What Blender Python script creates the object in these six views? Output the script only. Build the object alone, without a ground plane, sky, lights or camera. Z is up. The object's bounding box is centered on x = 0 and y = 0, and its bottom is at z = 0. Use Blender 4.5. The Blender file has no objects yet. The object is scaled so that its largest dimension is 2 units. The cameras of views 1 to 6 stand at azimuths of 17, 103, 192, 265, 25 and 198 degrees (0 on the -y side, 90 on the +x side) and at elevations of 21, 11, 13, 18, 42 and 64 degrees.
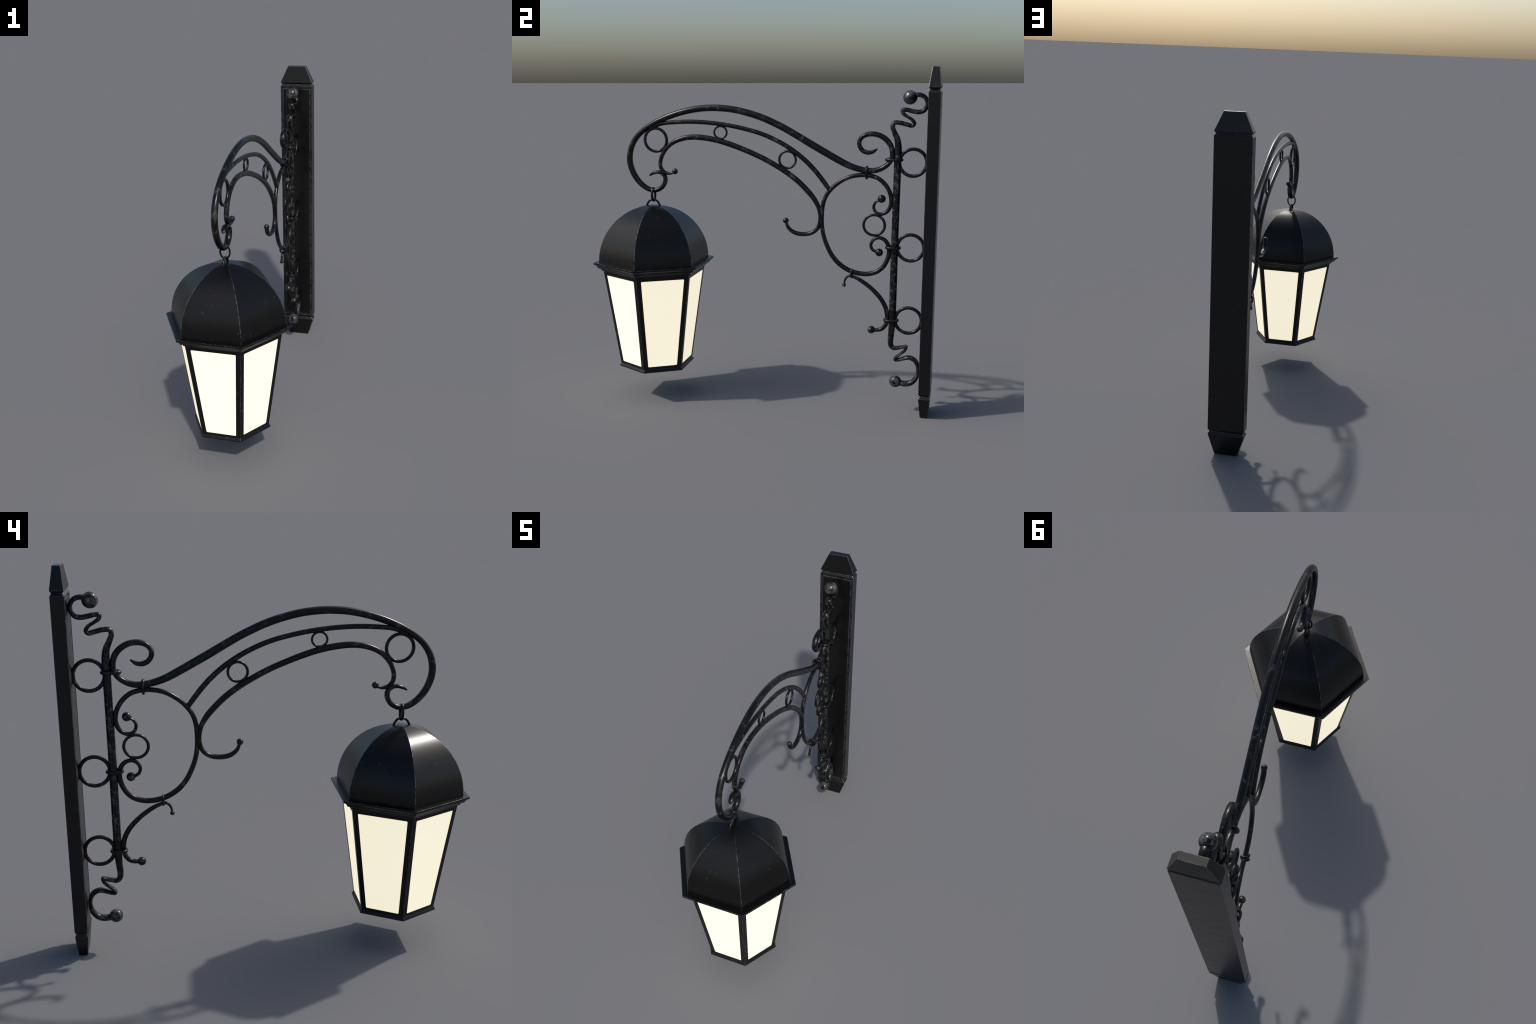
# Wall lantern: a black wrought-iron scroll bracket on a wall plate, with a glowing hexagonal lantern.
import bpy, bmesh, math
from mathutils import Vector, Matrix

X0 = -0.002            # plane of the ironwork
LX, LY = 0.0, -0.6815  # lantern axis


# ------------------------------------------------------------------ materials
def new_material(name):
    m = bpy.data.materials.new(name)
    m.use_nodes = True
    nt = m.node_tree
    nt.nodes.clear()
    return m, nt


def node(nt, kind, **kw):
    n = nt.nodes.new(kind)
    for k, v in kw.items():
        if k in n.inputs:
            n.inputs[k].default_value = v
        else:
            setattr(n, k, v)
    return n


def math_node(nt, op, a, b=None, clamp=False):
    n = nt.nodes.new('ShaderNodeMath')
    n.operation = op
    n.use_clamp = clamp
    for i, v in enumerate((a, b)):
        if v is None:
            continue
        if isinstance(v, (int, float)):
            n.inputs[i].default_value = v
        else:
            nt.links.new(v, n.inputs[i])
    return n.outputs[0]


def ramp(nt, fac, lo, hi):
    """linear step from 0 at lo to 1 at hi"""
    n = nt.nodes.new('ShaderNodeMapRange')
    n.clamp = True
    n.inputs['From Min'].default_value = lo
    n.inputs['From Max'].default_value = hi
    nt.links.new(fac, n.inputs['Value'])
    return n.outputs[0]


def mix_col(nt, fac, a, b):
    n = nt.nodes.new('ShaderNodeMix')
    n.data_type = 'RGBA'
    nt.links.new(fac, n.inputs[0])
    for sock, v in ((n.inputs[6], a), (n.inputs[7], b)):
        if isinstance(v, tuple):
            sock.default_value = (*v, 1.0)
        else:
            nt.links.new(v, sock)
    return n.outputs[2]


def mix_val(nt, fac, a, b):
    n = nt.nodes.new('ShaderNodeMix')
    n.data_type = 'FLOAT'
    nt.links.new(fac, n.inputs[0])
    for sock, v in ((n.inputs[2], a), (n.inputs[3], b)):
        if isinstance(v, (int, float)):
            sock.default_value = v
        else:
            nt.links.new(v, sock)
    return n.outputs[0]


def noise(nt, vec, scale, detail=4.0, rough=0.6, dist=0.0):
    n = node(nt, 'ShaderNodeTexNoise', Scale=scale, Detail=detail, Roughness=rough, Distortion=dist)
    nt.links.new(vec, n.inputs['Vector'])
    return n.outputs['Fac']


def iron(name, wear_lo, wear_hi, patch_scale, edge=0.0, rough=(0.34, 0.46), stretch=(1, 1, 1),
         worn=(0.30, 0.30, 0.31), worn_rough=0.36, base=(0.0030, 0.0030, 0.0031), speck=0.0, bump=0.05, edge_cut=(0.44, 0.56), spec=0.33, edge_r=0.0045):
    """Black paint; where the paint is rubbed thin (patches, specks) dark bare metal shows; edge draws pale broken lines along edges."""
    m, nt = new_material(name)
    tc = nt.nodes.new('ShaderNodeTexCoord')
    info = nt.nodes.new('ShaderNodeObjectInfo')
    shift = node(nt, 'ShaderNodeVectorMath', operation='SCALE', Scale=7.0)
    comb = nt.nodes.new('ShaderNodeCombineXYZ')
    for i in range(3):
        nt.links.new(info.outputs['Random'], comb.inputs[i])
    nt.links.new(comb.outputs[0], shift.inputs[0])
    add = node(nt, 'ShaderNodeVectorMath', operation='ADD')
    nt.links.new(tc.outputs['Object'], add.inputs[0])
    nt.links.new(shift.outputs[0], add.inputs[1])
    vec = add.outputs[0]
    mp = nt.nodes.new('ShaderNodeMapping')
    mp.inputs['Scale'].default_value = stretch
    nt.links.new(vec, mp.inputs['Vector'])
    svec = mp.outputs[0]

    patch = noise(nt, vec, patch_scale, 6, 0.68, 0.3)
    wear = ramp(nt, patch, wear_lo, wear_hi)
    grain = noise(nt, vec, 150, 3, 0.7)
    wear = math_node(nt, 'MULTIPLY', wear, ramp(nt, grain, 0.36, 0.62))
    if speck > 0:
        sp = noise(nt, vec, 55, 3, 0.6)
        sp2 = noise(nt, vec, 6, 2, 0.5)
        s = math_node(nt, 'MULTIPLY', ramp(nt, sp, 0.67, 0.75), ramp(nt, sp2, 0.45, 0.60))
        wear = math_node(nt, 'MAXIMUM', wear, math_node(nt, 'MULTIPLY', s, speck))
    if edge > 0:
        bev = node(nt, 'ShaderNodeBevel', samples=6)
        bev.inputs['Radius'].default_value = edge_r
        geo = nt.nodes.new('ShaderNodeNewGeometry')
        dot = node(nt, 'ShaderNodeVectorMath', operation='DOT_PRODUCT')
        nt.links.new(bev.outputs[0], dot.inputs[0])
        nt.links.new(geo.outputs['Normal'], dot.inputs[1])
        e = ramp(nt, dot.outputs['Value'], 0.994, 0.955)
        en = noise(nt, vec, 38, 5, 0.75)
        e = math_node(nt, 'MULTIPLY', e, ramp(nt, en, *edge_cut))
        wear = math_node(nt, 'MAXIMUM', wear, math_node(nt, 'MULTIPLY', e, edge))

    streak = noise(nt, svec, 22, 5, 0.65)
    dark = mix_col(nt, streak, tuple(c * 0.75 for c in base), tuple(c * 1.3 for c in base))
    col = mix_col(nt, wear, dark, worn)
    r0 = math_node(nt, 'ADD', math_node(nt, 'MULTIPLY', streak, 2 * (rough[1] - rough[0])),
                   rough[0] - 0.5 * (rough[1] - rough[0]))
    rgh = mix_val(nt, wear, r0, worn_rough)
    bs = nt.nodes.new('ShaderNodeBsdfPrincipled')
    nt.links.new(col, bs.inputs['Base Color'])
    nt.links.new(rgh, bs.inputs['Roughness'])
    nt.links.new(math_node(nt, 'MULTIPLY', wear, 0.9), bs.inputs['Metallic'])
    bs.inputs['Specular IOR Level'].default_value = spec
    bmp = node(nt, 'ShaderNodeBump', Strength=bump, Distance=0.004)
    nt.links.new(noise(nt, vec, 60, 4, 0.6), bmp.inputs['Height'])
    nt.links.new(bmp.outputs[0], bs.inputs['Normal'])
    out = nt.nodes.new('ShaderNodeOutputMaterial')
    nt.links.new(bs.outputs[0], out.inputs[0])
    return m


def glowing_glass(name):
    m, nt = new_material(name)
    tc = nt.nodes.new('ShaderNodeTexCoord')
    f = noise(nt, tc.outputs['Object'], 5, 2, 0.5)
    col = mix_col(nt, f, (0.795, 0.725, 0.552), (0.825, 0.750, 0.572))
    bs = nt.nodes.new('ShaderNodeBsdfPrincipled')
    bs.inputs['Base Color'].default_value = (0.56, 0.55, 0.44, 1)
    bs.inputs['Roughness'].default_value = 0.35
    nt.links.new(col, bs.inputs['Emission Color'])
    bs.inputs['Emission Strength'].default_value = 1.0
    out = nt.nodes.new('ShaderNodeOutputMaterial')
    nt.links.new(bs.outputs[0], out.inputs[0])
    return m


MAT_ROD = iron('black_iron_rod', 0.55, 0.70, 22, rough=(0.25, 0.34), worn=(0.17, 0.17, 0.18))
MAT_POST = iron('worn_iron_post', 0.50, 0.64, 36, rough=(0.25, 0.34), worn=(0.18, 0.18, 0.19))
MAT_BALL = iron('rubbed_iron_ball', 0.44, 0.66, 30, rough=(0.18, 0.26), worn=(0.28, 0.28, 0.29), worn_rough=0.26)
MAT_KNOB = iron('dark_iron_knob', 0.50, 0.70, 44, rough=(0.22, 0.30), worn=(0.20, 0.20, 0.21))
MAT_PLATE = iron('black_plate_paint', 0.70, 0.82, 14, edge=0.9, rough=(0.25, 0.37), stretch=(0.4, 3, 1.1), bump=0.02,  # edge: light caught by the chamfers, painted as pale lines
                 edge_r=0.0032, edge_cut=(0.42, 0.54), spec=0.41)
MAT_ROOF = iron('black_roof_paint', 0.72, 0.85, 10, edge=1.0, rough=(0.27, 0.36), stretch=(5, 5, 1.2), speck=0.45, bump=0.02)
MAT_FRAME = iron('black_frame_paint', 0.66, 0.80, 30, edge=0.9, rough=(0.26, 0.36), bump=0.03, edge_cut=(0.48, 0.58),
                 edge_r=0.0028)
MAT_GLASS = glowing_glass('warm_lit_glass')


# ------------------------------------------------------------------ objects
def empty(name):
    o = bpy.data.objects.new(name, None)
    bpy.context.collection.objects.link(o)
    return o


ROOT = empty('wall_lantern')
ROOT['label'] = 'black wrought iron wall lantern on a scrolled bracket, lit'
ROOT['category'] = 'wall lamp'
WORLD = {ROOT.name: Vector((0, 0, 0))}


def place(name, mesh, mat, at=(0, 0, 0), parent=None):
    """object whose mesh coordinates are relative to world point `at`"""
    o = bpy.data.objects.new(name, mesh)
    if mat and not mesh.materials:
        mesh.materials.append(mat)
    bpy.context.collection.objects.link(o)
    p = parent or ROOT
    o.parent = p
    at = Vector(at)
    o.location = at - WORLD[p.name]
    WORLD[o.name] = at
    return o


def finish(bm, name, smooth_deg=None):
    bmesh.ops.recalc_face_normals(bm, faces=bm.faces)
    me = bpy.data.meshes.new(name)
    bm.to_mesh(me)
    bm.free()
    if smooth_deg is None:
        return me
    for p in me.polygons:
        p.use_smooth = True
    if smooth_deg < 180:
        me.set_sharp_from_angle(angle=math.radians(smooth_deg))
    return me


# ------------------------------------------------------------------ swept bars
def spline(pts, step=0.006):
    """centripetal Catmull-Rom through (y, z, *rest), resampled"""
    P = [Vector(p) for p in pts]
    P = [P[0] * 2 - P[1]] + P + [P[-1] * 2 - P[-2]]
    out = []
    for i in range(1, len(P) - 2):
        p0, p1, p2, p3 = P[i - 1:i + 3]

        def kn(a, b):
            return max(math.hypot(b[0] - a[0], b[1] - a[1]), 1e-5) ** 0.5
        t0 = 0.0
        t1 = t0 + kn(p0, p1)
        t2 = t1 + kn(p1, p2)
        t3 = t2 + kn(p2, p3)
        n = max(2, int((t2 - t1) ** 2 / step))
        for k in range(n):
            t = t1 + (t2 - t1) * k / n
            a1 = p0 * ((t1 - t) / (t1 - t0)) + p1 * ((t - t0) / (t1 - t0))
            a2 = p1 * ((t2 - t) / (t2 - t1)) + p2 * ((t - t1) / (t2 - t1))
            a3 = p2 * ((t3 - t) / (t3 - t2)) + p3 * ((t - t2) / (t3 - t2))
            b1 = a1 * ((t2 - t) / (t2 - t0)) + a2 * ((t - t0) / (t2 - t0))
            b2 = a2 * ((t3 - t) / (t3 - t1)) + a3 * ((t - t1) / (t3 - t1))
            out.append(b1 * ((t2 - t) / (t2 - t1)) + b2 * ((t - t1) / (t2 - t1)))
    out.append(P[-2])
    return out


def bar(name, pts, depth, mat, parent=None, tips=(False, False), sides=16, step=0.006, depth_end=None, swell=None):
    """A forged bar in the bracket plane. pts: (y, z, width in the plane).
    depth: thickness across the plane; a pointed tip also thins the depth."""
    line = spline(pts, step)
    n = len(line)
    cen = Vector((X0, sum(p[0] for p in line) / n, sum(p[1] for p in line) / n))
    # arc length
    s = [0.0]
    for a, b in zip(line, line[1:]):
        s.append(s[-1] + math.hypot(b[0] - a[0], b[1] - a[1]))
    bm = bmesh.new()
    rings = []
    for i, p in enumerate(line):
        a, b = line[max(i - 1, 0)], line[min(i + 1, n - 1)]
        ty, tz = b[0] - a[0], b[1] - a[1]
        l = math.hypot(ty, tz) or 1
        ny, nz = -tz / l, ty / l
        rw = max(p[2] + (swell(p[0], p[1]) if swell else 0.0), 0.001) / 2
        f = s[i] / s[-1]
        d = depth if depth_end is None else depth + (depth_end - depth) * f
        rd = d / 2
        for on, left in ((tips[0], s[i]), (tips[1], s[-1] - s[i])):
            if on and left < 0.05:      # rounded, blunt point
                rd *= max(0.2, math.sin(math.pi / 2 * left / 0.05) ** 0.45)
        ring = []
        for k in range(sides):
            t = 2 * math.pi * k / sides
            c, w = math.cos(t) * rw, math.sin(t) * rd
            ring.append(bm.verts.new((w, p[0] + ny * c - cen.y, p[1] + nz * c - cen.z)))
        rings.append(ring)
    for r0, r1 in zip(rings, rings[1:]):
        for k in range(sides):
            bm.faces.new((r0[k], r0[(k + 1) % sides], r1[(k + 1) % sides], r1[k]))
    bm.faces.new(rings[0][::-1])
    bm.faces.new(rings[-1])
    return place(name, finish(bm, name, 70), mat, cen, parent)


def loop_mesh(name, point, count=64, r_a=0.005, r_b=0.005, sides=14, closed=True, span=(0, 2 * math.pi)):
    """tube along point(t) (a planar loop); r_a radial in the plane, r_b across the plane"""
    bm = bmesh.new()
    rings = []
    m = count if closed else count + 1
    for i in range(m):
        t = span[0] + (span[1] - span[0]) * i / count
        c = point(t)
        tan = (point(t + 1e-3) - point(t - 1e-3)).normalized()
        nrm = loop_mesh.axis
        rad = tan.cross(nrm).normalized()
        rings.append([bm.verts.new(c + rad * (math.cos(2 * math.pi * k / sides) * r_a)
                                   + nrm * (math.sin(2 * math.pi * k / sides) * r_b)) for k in range(sides)])
    pairs = list(zip(rings, rings[1:] + (rings[:1] if closed else [])))
    if not closed:
        pairs = list(zip(rings, rings[1:]))
    for r0, r1 in pairs:
        for k in range(sides):
            bm.faces.new((r0[k], r0[(k + 1) % sides], r1[(k + 1) % sides], r1[k]))
    if not closed:
        bm.faces.new(rings[0][::-1])
        bm.faces.new(rings[-1])
    return finish(bm, name, 80)


def band(v, lo, hi, soft):
    """1 between lo and hi, fading to 0 over `soft` outside"""
    d = max(lo - v, v - hi, 0.0) / soft
    return max(0.0, 1.0 - d)


def flat_ring(outer, wire, depth, stretch=1.0):
    """ring lying in the bracket plane"""
    loop_mesh.axis = Vector((1, 0, 0))
    r = outer - wire / 2
    return loop_mesh('ring', lambda t: Vector((0, math.cos(t) * r * stretch, math.sin(t) * r)), 56, wire / 2, depth / 2)


def oval(half_a, half_b, wire, axis, power=2.6):
    """oval wire loop round two bars; axis 'z' lies flat, axis 'y' stands up"""
    def sup(v):
        return math.copysign(abs(v) ** (2 / power), v)
    if axis == 'z':
        loop_mesh.axis = Vector((0, 0, 1))
        f = lambda t: Vector((sup(math.cos(t)) * half_a, sup(math.sin(t)) * half_b, 0))
    else:
        loop_mesh.axis = Vector((0, 1, 0))
        f = lambda t: Vector((sup(math.cos(t)) * half_a, 0, sup(math.sin(t)) * half_b))
    # plain ellipse parametrisation offset to avoid degenerate tangents
    g = lambda t: f(t + 0.013)
    return loop_mesh('clamp', g, 64, wire / 2, wire / 2)


def ball(name, y, z, r, mat, parent, squash=1.0):
    bm = bmesh.new()
    bmesh.ops.create_uvsphere(bm, u_segments=28, v_segments=18, radius=r)
    for v in bm.verts:
        v.co.z *= squash
    return place(name, finish(bm, name, 180), mat, (X0, y, z), parent)


# ------------------------------------------------------------------ wall plate
def wall_plate():
    yc = 0.967
    # (z, half width, front y, back y): chamfered cap, V groove, long body, V groove, chamfered foot
    prof = [(0.000, 0.0695, 0.9445, 0.9900), (0.1240, 0.1090, 0.9332, 0.9992), (0.1385, 0.0990, 0.9420, 0.9915),
            (0.1530, 0.1090, 0.9332, 0.9996), (1.8535, 0.1090, 0.9332, 0.9996), (1.8665, 0.0990, 0.9420, 0.9915),
            (1.8795, 0.1090, 0.9332, 0.9992), (1.9875, 0.0595, 0.9478, 0.9855)]
    zc = 1.0
    bm = bmesh.new()
    rings = []
    for z, hw, yf, yb in prof:
        rings.append([bm.verts.new(c) for c in ((-hw, yf - yc, z - zc), (hw, yf - yc, z - zc),
                                                (hw, yb - yc, z - zc), (-hw, yb - yc, z - zc))])
    front = None
    for i, (r0, r1) in enumerate(zip(rings, rings[1:])):
        for k in range(4):
            f = bm.faces.new((r0[k], r0[(k + 1) % 4], r1[(k + 1) % 4], r1[k]))
            if i == 3 and k == 0:
                front = f
    bm.faces.new(rings[0][::-1])
    bm.faces.new(rings[-1])
    bmesh.ops.recalc_face_normals(bm, faces=bm.faces)
    # a narrow sunk channel frames a raised field on the front
    for inset, depth in ((0.0070, 0.0), (0.0015, -0.0045), (0.0075, 0.0), (0.0015, 0.0040)):
        bmesh.ops.inset_region(bm, faces=[front], thickness=inset, depth=depth, use_even_offset=True)
    sharp = [e for e in bm.edges if len(e.link_faces) == 2 and e.calc_face_angle(0) > 0.3 and e.is_convex]
    bmesh.ops.bevel(bm, geom=sharp, offset=0.0012, segments=2, affect='EDGES', profile=0.5)
    return place('wall_plate', finish(bm, 'wall_plate'), MAT_PLATE, (X0, yc, zc))


wall_plate()

# ------------------------------------------------------------------ bracket
POST = [
    (0.838, 1.826, 0.0240), (0.861, 1.836, 0.0245), (0.886, 1.836, 0.0250), (0.911, 1.822, 0.0225),
    (0.9235, 1.796, 0.0215), (0.920, 1.771, 0.0222), (0.903, 1.750, 0.0240), (0.877, 1.7435, 0.0254),
    (0.844, 1.7485, 0.0242), (0.812, 1.7555, 0.0228), (0.791, 1.754, 0.0225), (0.793, 1.737, 0.0212),
    (0.818, 1.718, 0.0165), (0.845, 1.701, 0.0182), (0.8565, 1.681, 0.0208), (0.846, 1.669, 0.0232),
    (0.813, 1.676, 0.0242), (0.778, 1.684, 0.0250), (0.746, 1.683, 0.0250), (0.7385, 1.662, 0.0258),
    (0.750, 1.629, 0.0282), (0.765, 1.596, 0.0330), (0.7715, 1.560, 0.0362), (0.771, 1.435, 0.0356),
    (0.769, 1.219, 0.0354), (0.767, 1.016, 0.0354), (0.766, 0.697, 0.0362), (0.765, 0.535, 0.0352),
    (0.7615, 0.475, 0.0343), (0.7585, 0.430, 0.0314), (0.7625, 0.402, 0.0288), (0.777, 0.387, 0.0240),
    (0.803, 0.390, 0.0208), (0.835, 0.398, 0.0170), (0.852, 0.402, 0.0140), (0.844, 0.379, 0.0160),
    (0.819, 0.354, 0.0152), (0.793, 0.332, 0.0175), (0.789, 0.318, 0.0200), (0.807, 0.318, 0.0192),
    (0.838, 0.328, 0.0208), (0.871, 0.335, 0.0258), (0.903, 0.3185, 0.0256), (0.919, 0.286, 0.0212),
    (0.921, 0.250, 0.0212), (0.909, 0.210, 0.0260), (0.884, 0.184, 0.0310), (0.855, 0.175, 0.0335),
    (0.812, 0.178, 0.0320)]
post = bar('post', POST, 0.0405, MAT_POST, sides=18, step=0.004,
           swell=lambda y, z: 0.0012 + 0.0045 * band(z, 0.56, 1.50, 0.08))
ball('finial_ball', 0.830, 1.823, 0.0395, MAT_BALL, post)
ball('finial_ball', 0.7925, 0.185, 0.0355, MAT_BALL, post)

ARM = [
    (0.657, 1.5375, 0.0060), (0.645, 1.5300, 0.0140), (0.629, 1.5205, 0.0200), (0.603, 1.5170, 0.0244), (0.574, 1.5280, 0.0251),
    (0.556, 1.5540, 0.0246), (0.555, 1.5820, 0.0240), (0.573, 1.6060, 0.0246), (0.604, 1.6190, 0.0271),
    (0.640, 1.6200, 0.0285), (0.673, 1.6110, 0.0292), (0.704, 1.5910, 0.0299), (0.726, 1.5650, 0.0299),
    (0.738, 1.5340, 0.0285), (0.739, 1.4940, 0.0272), (0.722, 1.4600, 0.0270), (0.691, 1.4340, 0.0280),
    (0.649, 1.4180, 0.0300), (0.600, 1.4160, 0.0313), (0.546, 1.4260, 0.0330), (0.490, 1.4454, 0.0352),
    (0.425, 1.4784, 0.0369), (0.359, 1.5144, 0.0378), (0.287, 1.5544, 0.0380), (0.181, 1.6154, 0.0368),
    (0.126, 1.6454, 0.0363), (0.070, 1.6724, 0.0361), (0.013, 1.6974, 0.0362), (-0.043, 1.7174, 0.0360),
    (-0.100, 1.7334, 0.0354), (-0.160, 1.7470, 0.0353), (-0.229, 1.7560, 0.0354), (-0.304, 1.7590, 0.0354),
    (-0.391, 1.7530, 0.0345), (-0.479, 1.7360, 0.0335), (-0.568, 1.7090, 0.0326), (-0.6472, 1.6760, 0.0318),
    (-0.7202, 1.6340, 0.0318), (-0.7702, 1.5910, 0.0320), (-0.8052, 1.5390, 0.0328), (-0.8222, 1.4820, 0.0342),
    (-0.8222, 1.4310, 0.0345), (-0.8072, 1.3800, 0.0343), (-0.7812, 1.3350, 0.0332), (-0.7452, 1.2980, 0.0310),
    (-0.7020, 1.2740, 0.0287), (-0.6600, 1.2710, 0.0266), (-0.6210, 1.2920, 0.0262), (-0.602, 1.3270, 0.0251),
    (-0.604, 1.3540, 0.0238), (-0.6230, 1.3730, 0.0217), (-0.6480, 1.3790, 0.0206), (-0.6780, 1.3715, 0.0178),
    (-0.6920, 1.3635, 0.0130), (-0.7020, 1.3560, 0.0060)]
bar('scroll_arm', ARM, 0.0370, MAT_ROD, tips=(True, True), sides=18,
    swell=lambda y, z: 0.0015 + 0.0020 * band(y, -0.55, 0.45, 0.15) * (z > 1.40))

MIDDLE = [
    (-0.689, 1.638, 0.0193), (-0.647, 1.656, 0.0194), (-0.605, 1.667, 0.0203), (-0.522, 1.675, 0.0222),
    (-0.433, 1.678, 0.0224), (-0.334, 1.674, 0.0223), (-0.247, 1.665, 0.0222), (-0.161, 1.651, 0.0223),
    (-0.076, 1.632, 0.0228), (-0.026, 1.618, 0.0228), (0.036, 1.595, 0.0231), (0.098, 1.566, 0.0236),
    (0.154, 1.534, 0.0241), (0.210, 1.495, 0.0246), (0.266, 1.447, 0.0250), (0.317, 1.393, 0.0250),
    (0.362, 1.336, 0.0241), (0.386, 1.303, 0.0222)]
bar('middle_rod', MIDDLE, 0.0252, MAT_ROD, swell=lambda y, z: 0.0032)

INNER = [
    (0.137, 1.103, 0.0145), (0.145, 1.080, 0.0179), (0.162, 1.060, 0.0206), (0.191, 1.044, 0.0234),
    (0.236, 1.038, 0.0243), (0.287, 1.048, 0.0233), (0.320, 1.074, 0.0222), (0.334, 1.113, 0.0212),
    (0.335, 1.157, 0.0214), (0.323, 1.204, 0.0235), (0.297, 1.249, 0.0270), (0.262, 1.290, 0.0284),
    (0.206, 1.344, 0.0286), (0.143, 1.391, 0.0286), (0.070, 1.435, 0.0280), (-0.015, 1.479, 0.0278),
    (-0.101, 1.515, 0.0280), (-0.162, 1.538, 0.0286), (-0.248, 1.565, 0.0291), (-0.335, 1.583, 0.0297),
    (-0.423, 1.589, 0.0286), (-0.488, 1.580, 0.0264), (-0.548, 1.556, 0.0249), (-0.590, 1.522, 0.0238),
    (-0.618, 1.480, 0.0227), (-0.631, 1.436, 0.0216), (-0.626, 1.402, 0.0205), (-0.606, 1.380, 0.0188),
    (-0.576, 1.372, 0.0159), (-0.549, 1.379, 0.0128)]
inner = bar('inner_arm', INNER, 0.0292, MAT_ROD, swell=lambda y, z: 0.0018 + 0.0018 * band(y, -0.48, 0.28, 0.1) * (z > 1.2))
ball('end_ball', 0.134, 1.114, 0.0173, MAT_KNOB, inner)
ball('end_ball', -0.540, 1.386, 0.0176, MAT_KNOB, inner)

CSCROLL = [
    (0.674, 1.252, 0.0108), (0.652, 1.236, 0.0130), (0.643, 1.210, 0.0147), (0.655, 1.181, 0.0163),
    (0.684, 1.170, 0.0174), (0.719, 1.186, 0.0195), (0.738, 1.221, 0.0216), (0.742, 1.252, 0.0227),
    (0.735, 1.287, 0.0237), (0.710, 1.333, 0.0248), (0.666, 1.372, 0.0248), (0.612, 1.388, 0.0248),
    (0.563, 1.389, 0.0247), (0.503, 1.377, 0.0241), (0.449, 1.349, 0.0240), (0.400, 1.308, 0.0241),
    (0.367, 1.262, 0.0241), (0.351, 1.211, 0.0242), (0.346, 1.150, 0.0243), (0.347, 1.100, 0.0243),
    (0.355, 1.044, 0.0246), (0.374, 0.986, 0.0255), (0.406, 0.923, 0.0266), (0.445, 0.877, 0.0275),
    (0.491, 0.845, 0.0277), (0.536, 0.827, 0.0277), (0.586, 0.819, 0.0276), (0.630, 0.822, 0.0274),
    (0.673, 0.838, 0.0266), (0.706, 0.868, 0.0262), (0.729, 0.913, 0.0252), (0.737, 0.953, 0.0240),
    (0.732, 0.989, 0.0227), (0.712, 1.021, 0.0204), (0.677, 1.0345, 0.0182), (0.645, 1.0205, 0.0172),
    (0.632, 0.991, 0.0159), (0.641, 0.965, 0.0148), (0.667, 0.950, 0.0137)]
scroll = bar('c_scroll', CSCROLL, 0.0262, MAT_ROD, step=0.005,
             swell=lambda y, z: 0.0006 + 0.0020 * band(z, 0.94, 1.26, 0.05) * (y > 0.6))
ball('scroll_ball', 0.687, 1.258, 0.0234, MAT_KNOB, scroll)
ball('scroll_ball', 0.680, 0.949, 0.0230, MAT_KNOB, scroll)

BRACE = [
    (0.482, 0.757, 0.0089), (0.485, 0.772, 0.0100), (0.494, 0.792, 0.0122), (0.509, 0.803, 0.0144),
    (0.533, 0.800, 0.0172), (0.570, 0.784, 0.0210), (0.615, 0.755, 0.0232), (0.660, 0.717, 0.0243),
    (0.700, 0.672, 0.0254), (0.726, 0.623, 0.0255), (0.735, 0.584, 0.0255), (0.735, 0.550, 0.0252),
    (0.724, 0.517, 0.0241), (0.701, 0.495, 0.0236), (0.676, 0.489, 0.0212), (0.655, 0.488, 0.0190)]
brace = bar('brace_scroll', BRACE, 0.0150, MAT_ROD, step=0.005, depth_end=0.0265, swell=lambda y, z: 0.0016)
ball('scroll_ball', 0.646, 0.489, 0.0225, MAT_KNOB, brace)
ball('end_ball', 0.481, 0.748, 0.0120, MAT_KNOB, brace)

# rings: (y, z, outer radius, wire)
plate_ring = flat_ring(0.0850, 0.0200, 0.0200)
for z in (1.4650, 0.9825, 0.5565):
    place('ring', plate_ring, MAT_ROD, (X0, 0.8567, z))
for y, z, r, w, k in ((-0.656, 1.5695, 0.0765, 0.0175, 1.0), (-0.257, 1.6185, 0.0410, 0.0115, 1.07),
                      (0.142, 1.4678, 0.0553, 0.0140, 1.0), (0.648, 1.1055, 0.0665, 0.0158, 1.03)):
    place('ring', flat_ring(r, w, w * 1.1, k), MAT_ROD, (X0, y, z))

# wire clamps binding two bars: (y, z, half depth, half length, wire, axis)
for y, z, a, b, w, ax in ((0.7515, 1.4797, 0.0275, 0.0430, 0.0182, 'z'), (0.7583, 0.9800, 0.0275, 0.0372, 0.0175, 'z'),
                          (0.7585, 0.5538, 0.0275, 0.0372, 0.0175, 'z'), (0.6003, 1.4045, 0.0255, 0.0318, 0.0150, 'y'),
                          (0.5246, 0.8187, 0.0200, 0.0225, 0.0135, 'y')):
    place('clamp', oval(a, b, w, ax), MAT_ROD, (X0, y, z))

# oval ring that carries the lantern: stands across the arm
loop_mesh.axis = Vector((0, 1, 0))
place('hanging_ring', loop_mesh('hanging_ring', lambda t: Vector((math.cos(t) * 0.0275, 0, math.sin(t) * 0.0395)),
                                48, 0.0048, 0.0075), MAT_ROD, (X0, -0.679, 1.2445))


# ------------------------------------------------------------------ lantern
def hex_ring(bm, r, z):
    return [bm.verts.new((r * math.cos(math.radians(60 * k)), r * math.sin(math.radians(60 * k)), z)) for k in range(6)]


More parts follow.
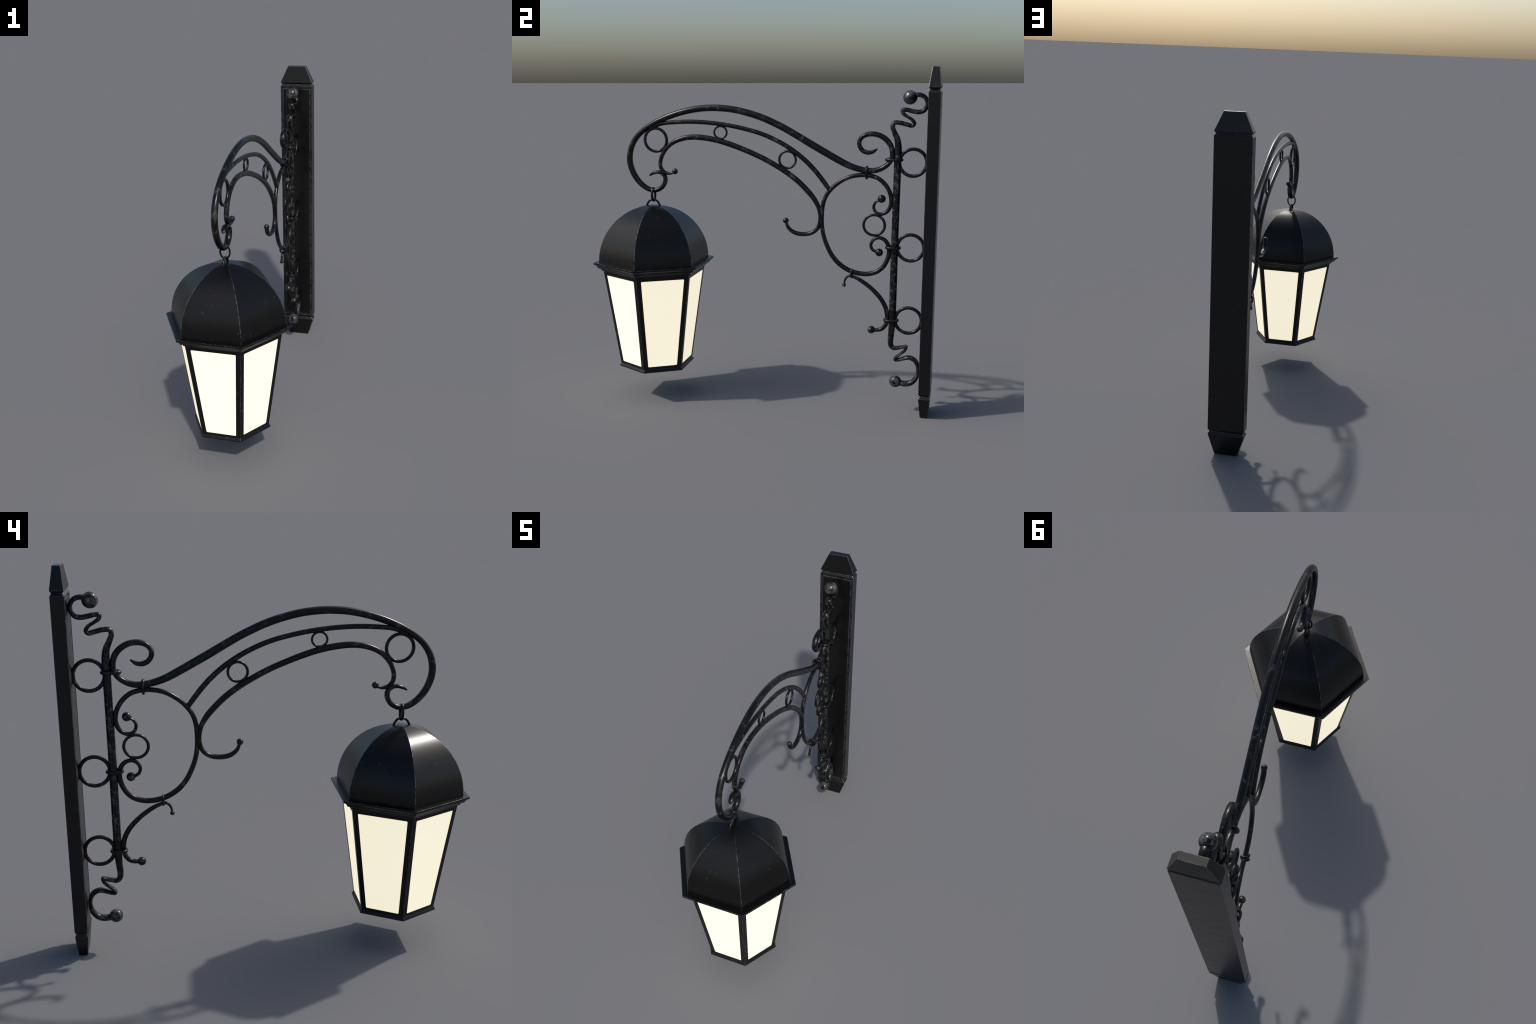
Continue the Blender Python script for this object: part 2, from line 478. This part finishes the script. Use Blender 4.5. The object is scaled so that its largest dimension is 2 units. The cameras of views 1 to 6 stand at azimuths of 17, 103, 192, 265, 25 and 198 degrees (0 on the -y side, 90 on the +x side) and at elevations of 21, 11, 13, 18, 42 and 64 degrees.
def hex_loft(name, prof, zc, caps=(True, True), bevel=0.0, smooth=None):
    bm = bmesh.new()
    rings = [hex_ring(bm, r, z - zc) for r, z in prof]
    for r0, r1 in zip(rings, rings[1:]):
        for k in range(6):
            bm.faces.new((r0[k], r0[(k + 1) % 6], r1[(k + 1) % 6], r1[k]))
    if caps[0]:
        bm.faces.new(rings[0][::-1])
    if caps[1]:
        bm.faces.new(rings[-1])
    bmesh.ops.recalc_face_normals(bm, faces=bm.faces)
    if bevel:
        sharp = [e for e in bm.edges if len(e.link_faces) == 2 and e.calc_face_angle(0) > 0.35 and e.is_convex]
        bmesh.ops.bevel(bm, geom=sharp, offset=bevel, segments=2, affect='EDGES', profile=0.5)
    if smooth is None:
        return finish(bm, name)
    # smooth up each sixth, crisp along the six ribs
    for f in bm.faces:
        f.smooth = True
    for e in bm.edges:
        a, b = (v.co for v in e.verts)
        if abs(math.sin(3 * math.atan2((a.y + b.y) / 2, (a.x + b.x) / 2))) < 0.01 and abs(a.z - b.z) > 1e-5:
            e.smooth = False
        elif len(e.link_faces) == 2 and e.calc_face_angle(0) > math.radians(smooth):
            e.smooth = False
    bmesh.ops.recalc_face_normals(bm, faces=bm.faces)
    me = bpy.data.meshes.new(name)
    bm.to_mesh(me)
    bm.free()
    return me


RT, ZT, RB, ZB = 0.3105, 0.800, 0.2215, 0.208     # glazed body: corner radius and height, top and bottom


def rounded_quad(tl, tr, br, bl, rad, n=4):
    """closed outline (u, w) with rounded corners"""
    pts = [Vector(p) for p in (bl, br, tr, tl)]
    out = []
    for i in range(4):
        p, a, b = pts[i], pts[i - 1], pts[(i + 1) % 4]
        da, db = (a - p).normalized(), (b - p).normalized()
        s, e = p + da * rad, p + db * rad
        for k in range(n + 1):
            t = k / n
            out.append(s * (1 - t) ** 2 + p * (2 * t * (1 - t)) + e * t ** 2)
    return out


def face_frame(k):
    a, b = math.radians(60 * k), math.radians(60 * k + 60)
    g = lambda r, t, z: Vector((r * math.cos(t), r * math.sin(t), z))
    ta, tb, ba, bb = g(RT, a, ZT), g(RT, b, ZT), g(RB, a, ZB), g(RB, b, ZB)
    u = (tb - ta).normalized()
    o = (ba + bb) / 2
    w = (ta + tb) / 2 - o
    ln = w.length
    w.normalize()
    return o, u, w, u.cross(w).normalized(), ln


def pane_outline(ln, grow=0.0):
    """lit opening of one side, widths taken at its foot and head"""
    lo, hi = 0.020 - grow, ln - 0.0305 + grow
    wl = 0.0868 + grow
    wh = 0.1268 + grow
    return rounded_quad((-wh, hi), (wh, hi), (wl, lo), (-wl, lo), 0.006)


def lantern_frame():
    """six flat sash faces with rounded openings, sharing the corner edges"""
    zc = 0.5
    bm = bmesh.new()
    depth = 0.007
    for k in range(6):
        o, u, w, n, ln = face_frame(k)
        at = lambda p, d: o + u * p[0] + w * p[1] - n * d - Vector((0, 0, zc))
        inner = pane_outline(ln)
        outer = [(-RB / 2, 0), (RB / 2, 0), (RT / 2, ln), (-RT / 2, ln)]
        vi = [bm.verts.new(at(p, 0.0)) for p in inner]
        vd = [bm.verts.new(at(p, depth)) for p in inner]
        vo = [bm.verts.new(at(p, 0.0)) for p in outer]
        m = len(inner)
        per = m // 4
        for c in range(4):
            idx = list(range(c * per, (c + 1) * per))
            for i in idx[:-1]:
                bm.faces.new((vo[c], vi[i + 1], vi[i]))
            j = (c + 1) % 4
            bm.faces.new((vo[c], vo[j], vi[j * per], vi[idx[-1]]))
        for i in range(m):
            bm.faces.new((vi[i], vi[(i + 1) % m], vd[(i + 1) % m], vd[i]))
    bmesh.ops.remove_doubles(bm, verts=bm.verts, dist=0.0005)
    return place('lantern', finish(bm, 'lantern'), MAT_FRAME, (LX, LY, zc))


lantern = lantern_frame()

for k in range(6):
    o, u, w, n, ln = face_frame(k)
    c = o + w * (ln / 2) + Vector((LX, LY, 0))
    bm = bmesh.new()
    pts = pane_outline(ln, 0.004)
    lay = []
    for d in (0.0008, 0.0060):
        lay.append([bm.verts.new(u * p[0] + w * (p[1] - ln / 2) - n * d) for p in pts])
    m = len(pts)
    bm.faces.new(lay[0])
    bm.faces.new(lay[1][::-1])
    for i in range(m):
        bm.faces.new((lay[0][i], lay[0][(i + 1) % m], lay[1][(i + 1) % m], lay[1][i]))
    place('glass_pane', finish(bm, 'glass_pane'), MAT_GLASS, c, lantern)

# hexagonal domed roof: quarter-round ribs, flat across each sixth
steps = 14
ROOF_R, ROOF_Z, ROOF_H = 0.3352, 0.848, 0.333
roof_prof = [(ROOF_R, ROOF_Z - 0.006)]
for i in range(steps):
    a = math.pi / 2 * i / steps
    roof_prof.append((ROOF_R * math.cos(a), ROOF_Z + ROOF_H * math.sin(a)))
roof_prof.append((0.003, ROOF_Z + ROOF_H))
place('roof', hex_loft('roof', roof_prof, 0.95, smooth=24), MAT_ROOF, (LX, LY, 0.95), lantern)

# moulded cornice under the roof
CORNICE = [(0.290, 0.7890), (0.3100, 0.7920), (0.3215, 0.7968), (0.3268, 0.8060), (0.3422, 0.8122), (0.3542, 0.8290),
           (0.3680, 0.8350), (0.3680, 0.8465), (0.325, 0.8475)]
place('cornice', hex_loft('cornice', CORNICE, 0.82, bevel=0.0012), MAT_FRAME, (LX, LY, 0.82), lantern)

# foot: thin hexagonal plate with a chamfered upper edge
FOOT = [(0.212, 0.1910), (0.2310, 0.1925), (0.2310, 0.1995), (0.2220, 0.2120), (0.2000, 0.2125)]
place('foot', hex_loft('foot', FOOT, 0.2, bevel=0.0010), MAT_FRAME, (LX, LY, 0.2), lantern)

# half-round eye on top of the roof
loop_mesh.axis = Vector((1, 0, 0))
place('roof_eye', loop_mesh('roof_eye', lambda t: Vector((0, math.cos(t) * 0.0420, math.sin(t) * 0.0500)), 28, 0.0062, 0.0068,
                            closed=False, span=(-0.35, math.pi + 0.35)), MAT_ROD, (X0, LY, 1.1640), lantern)
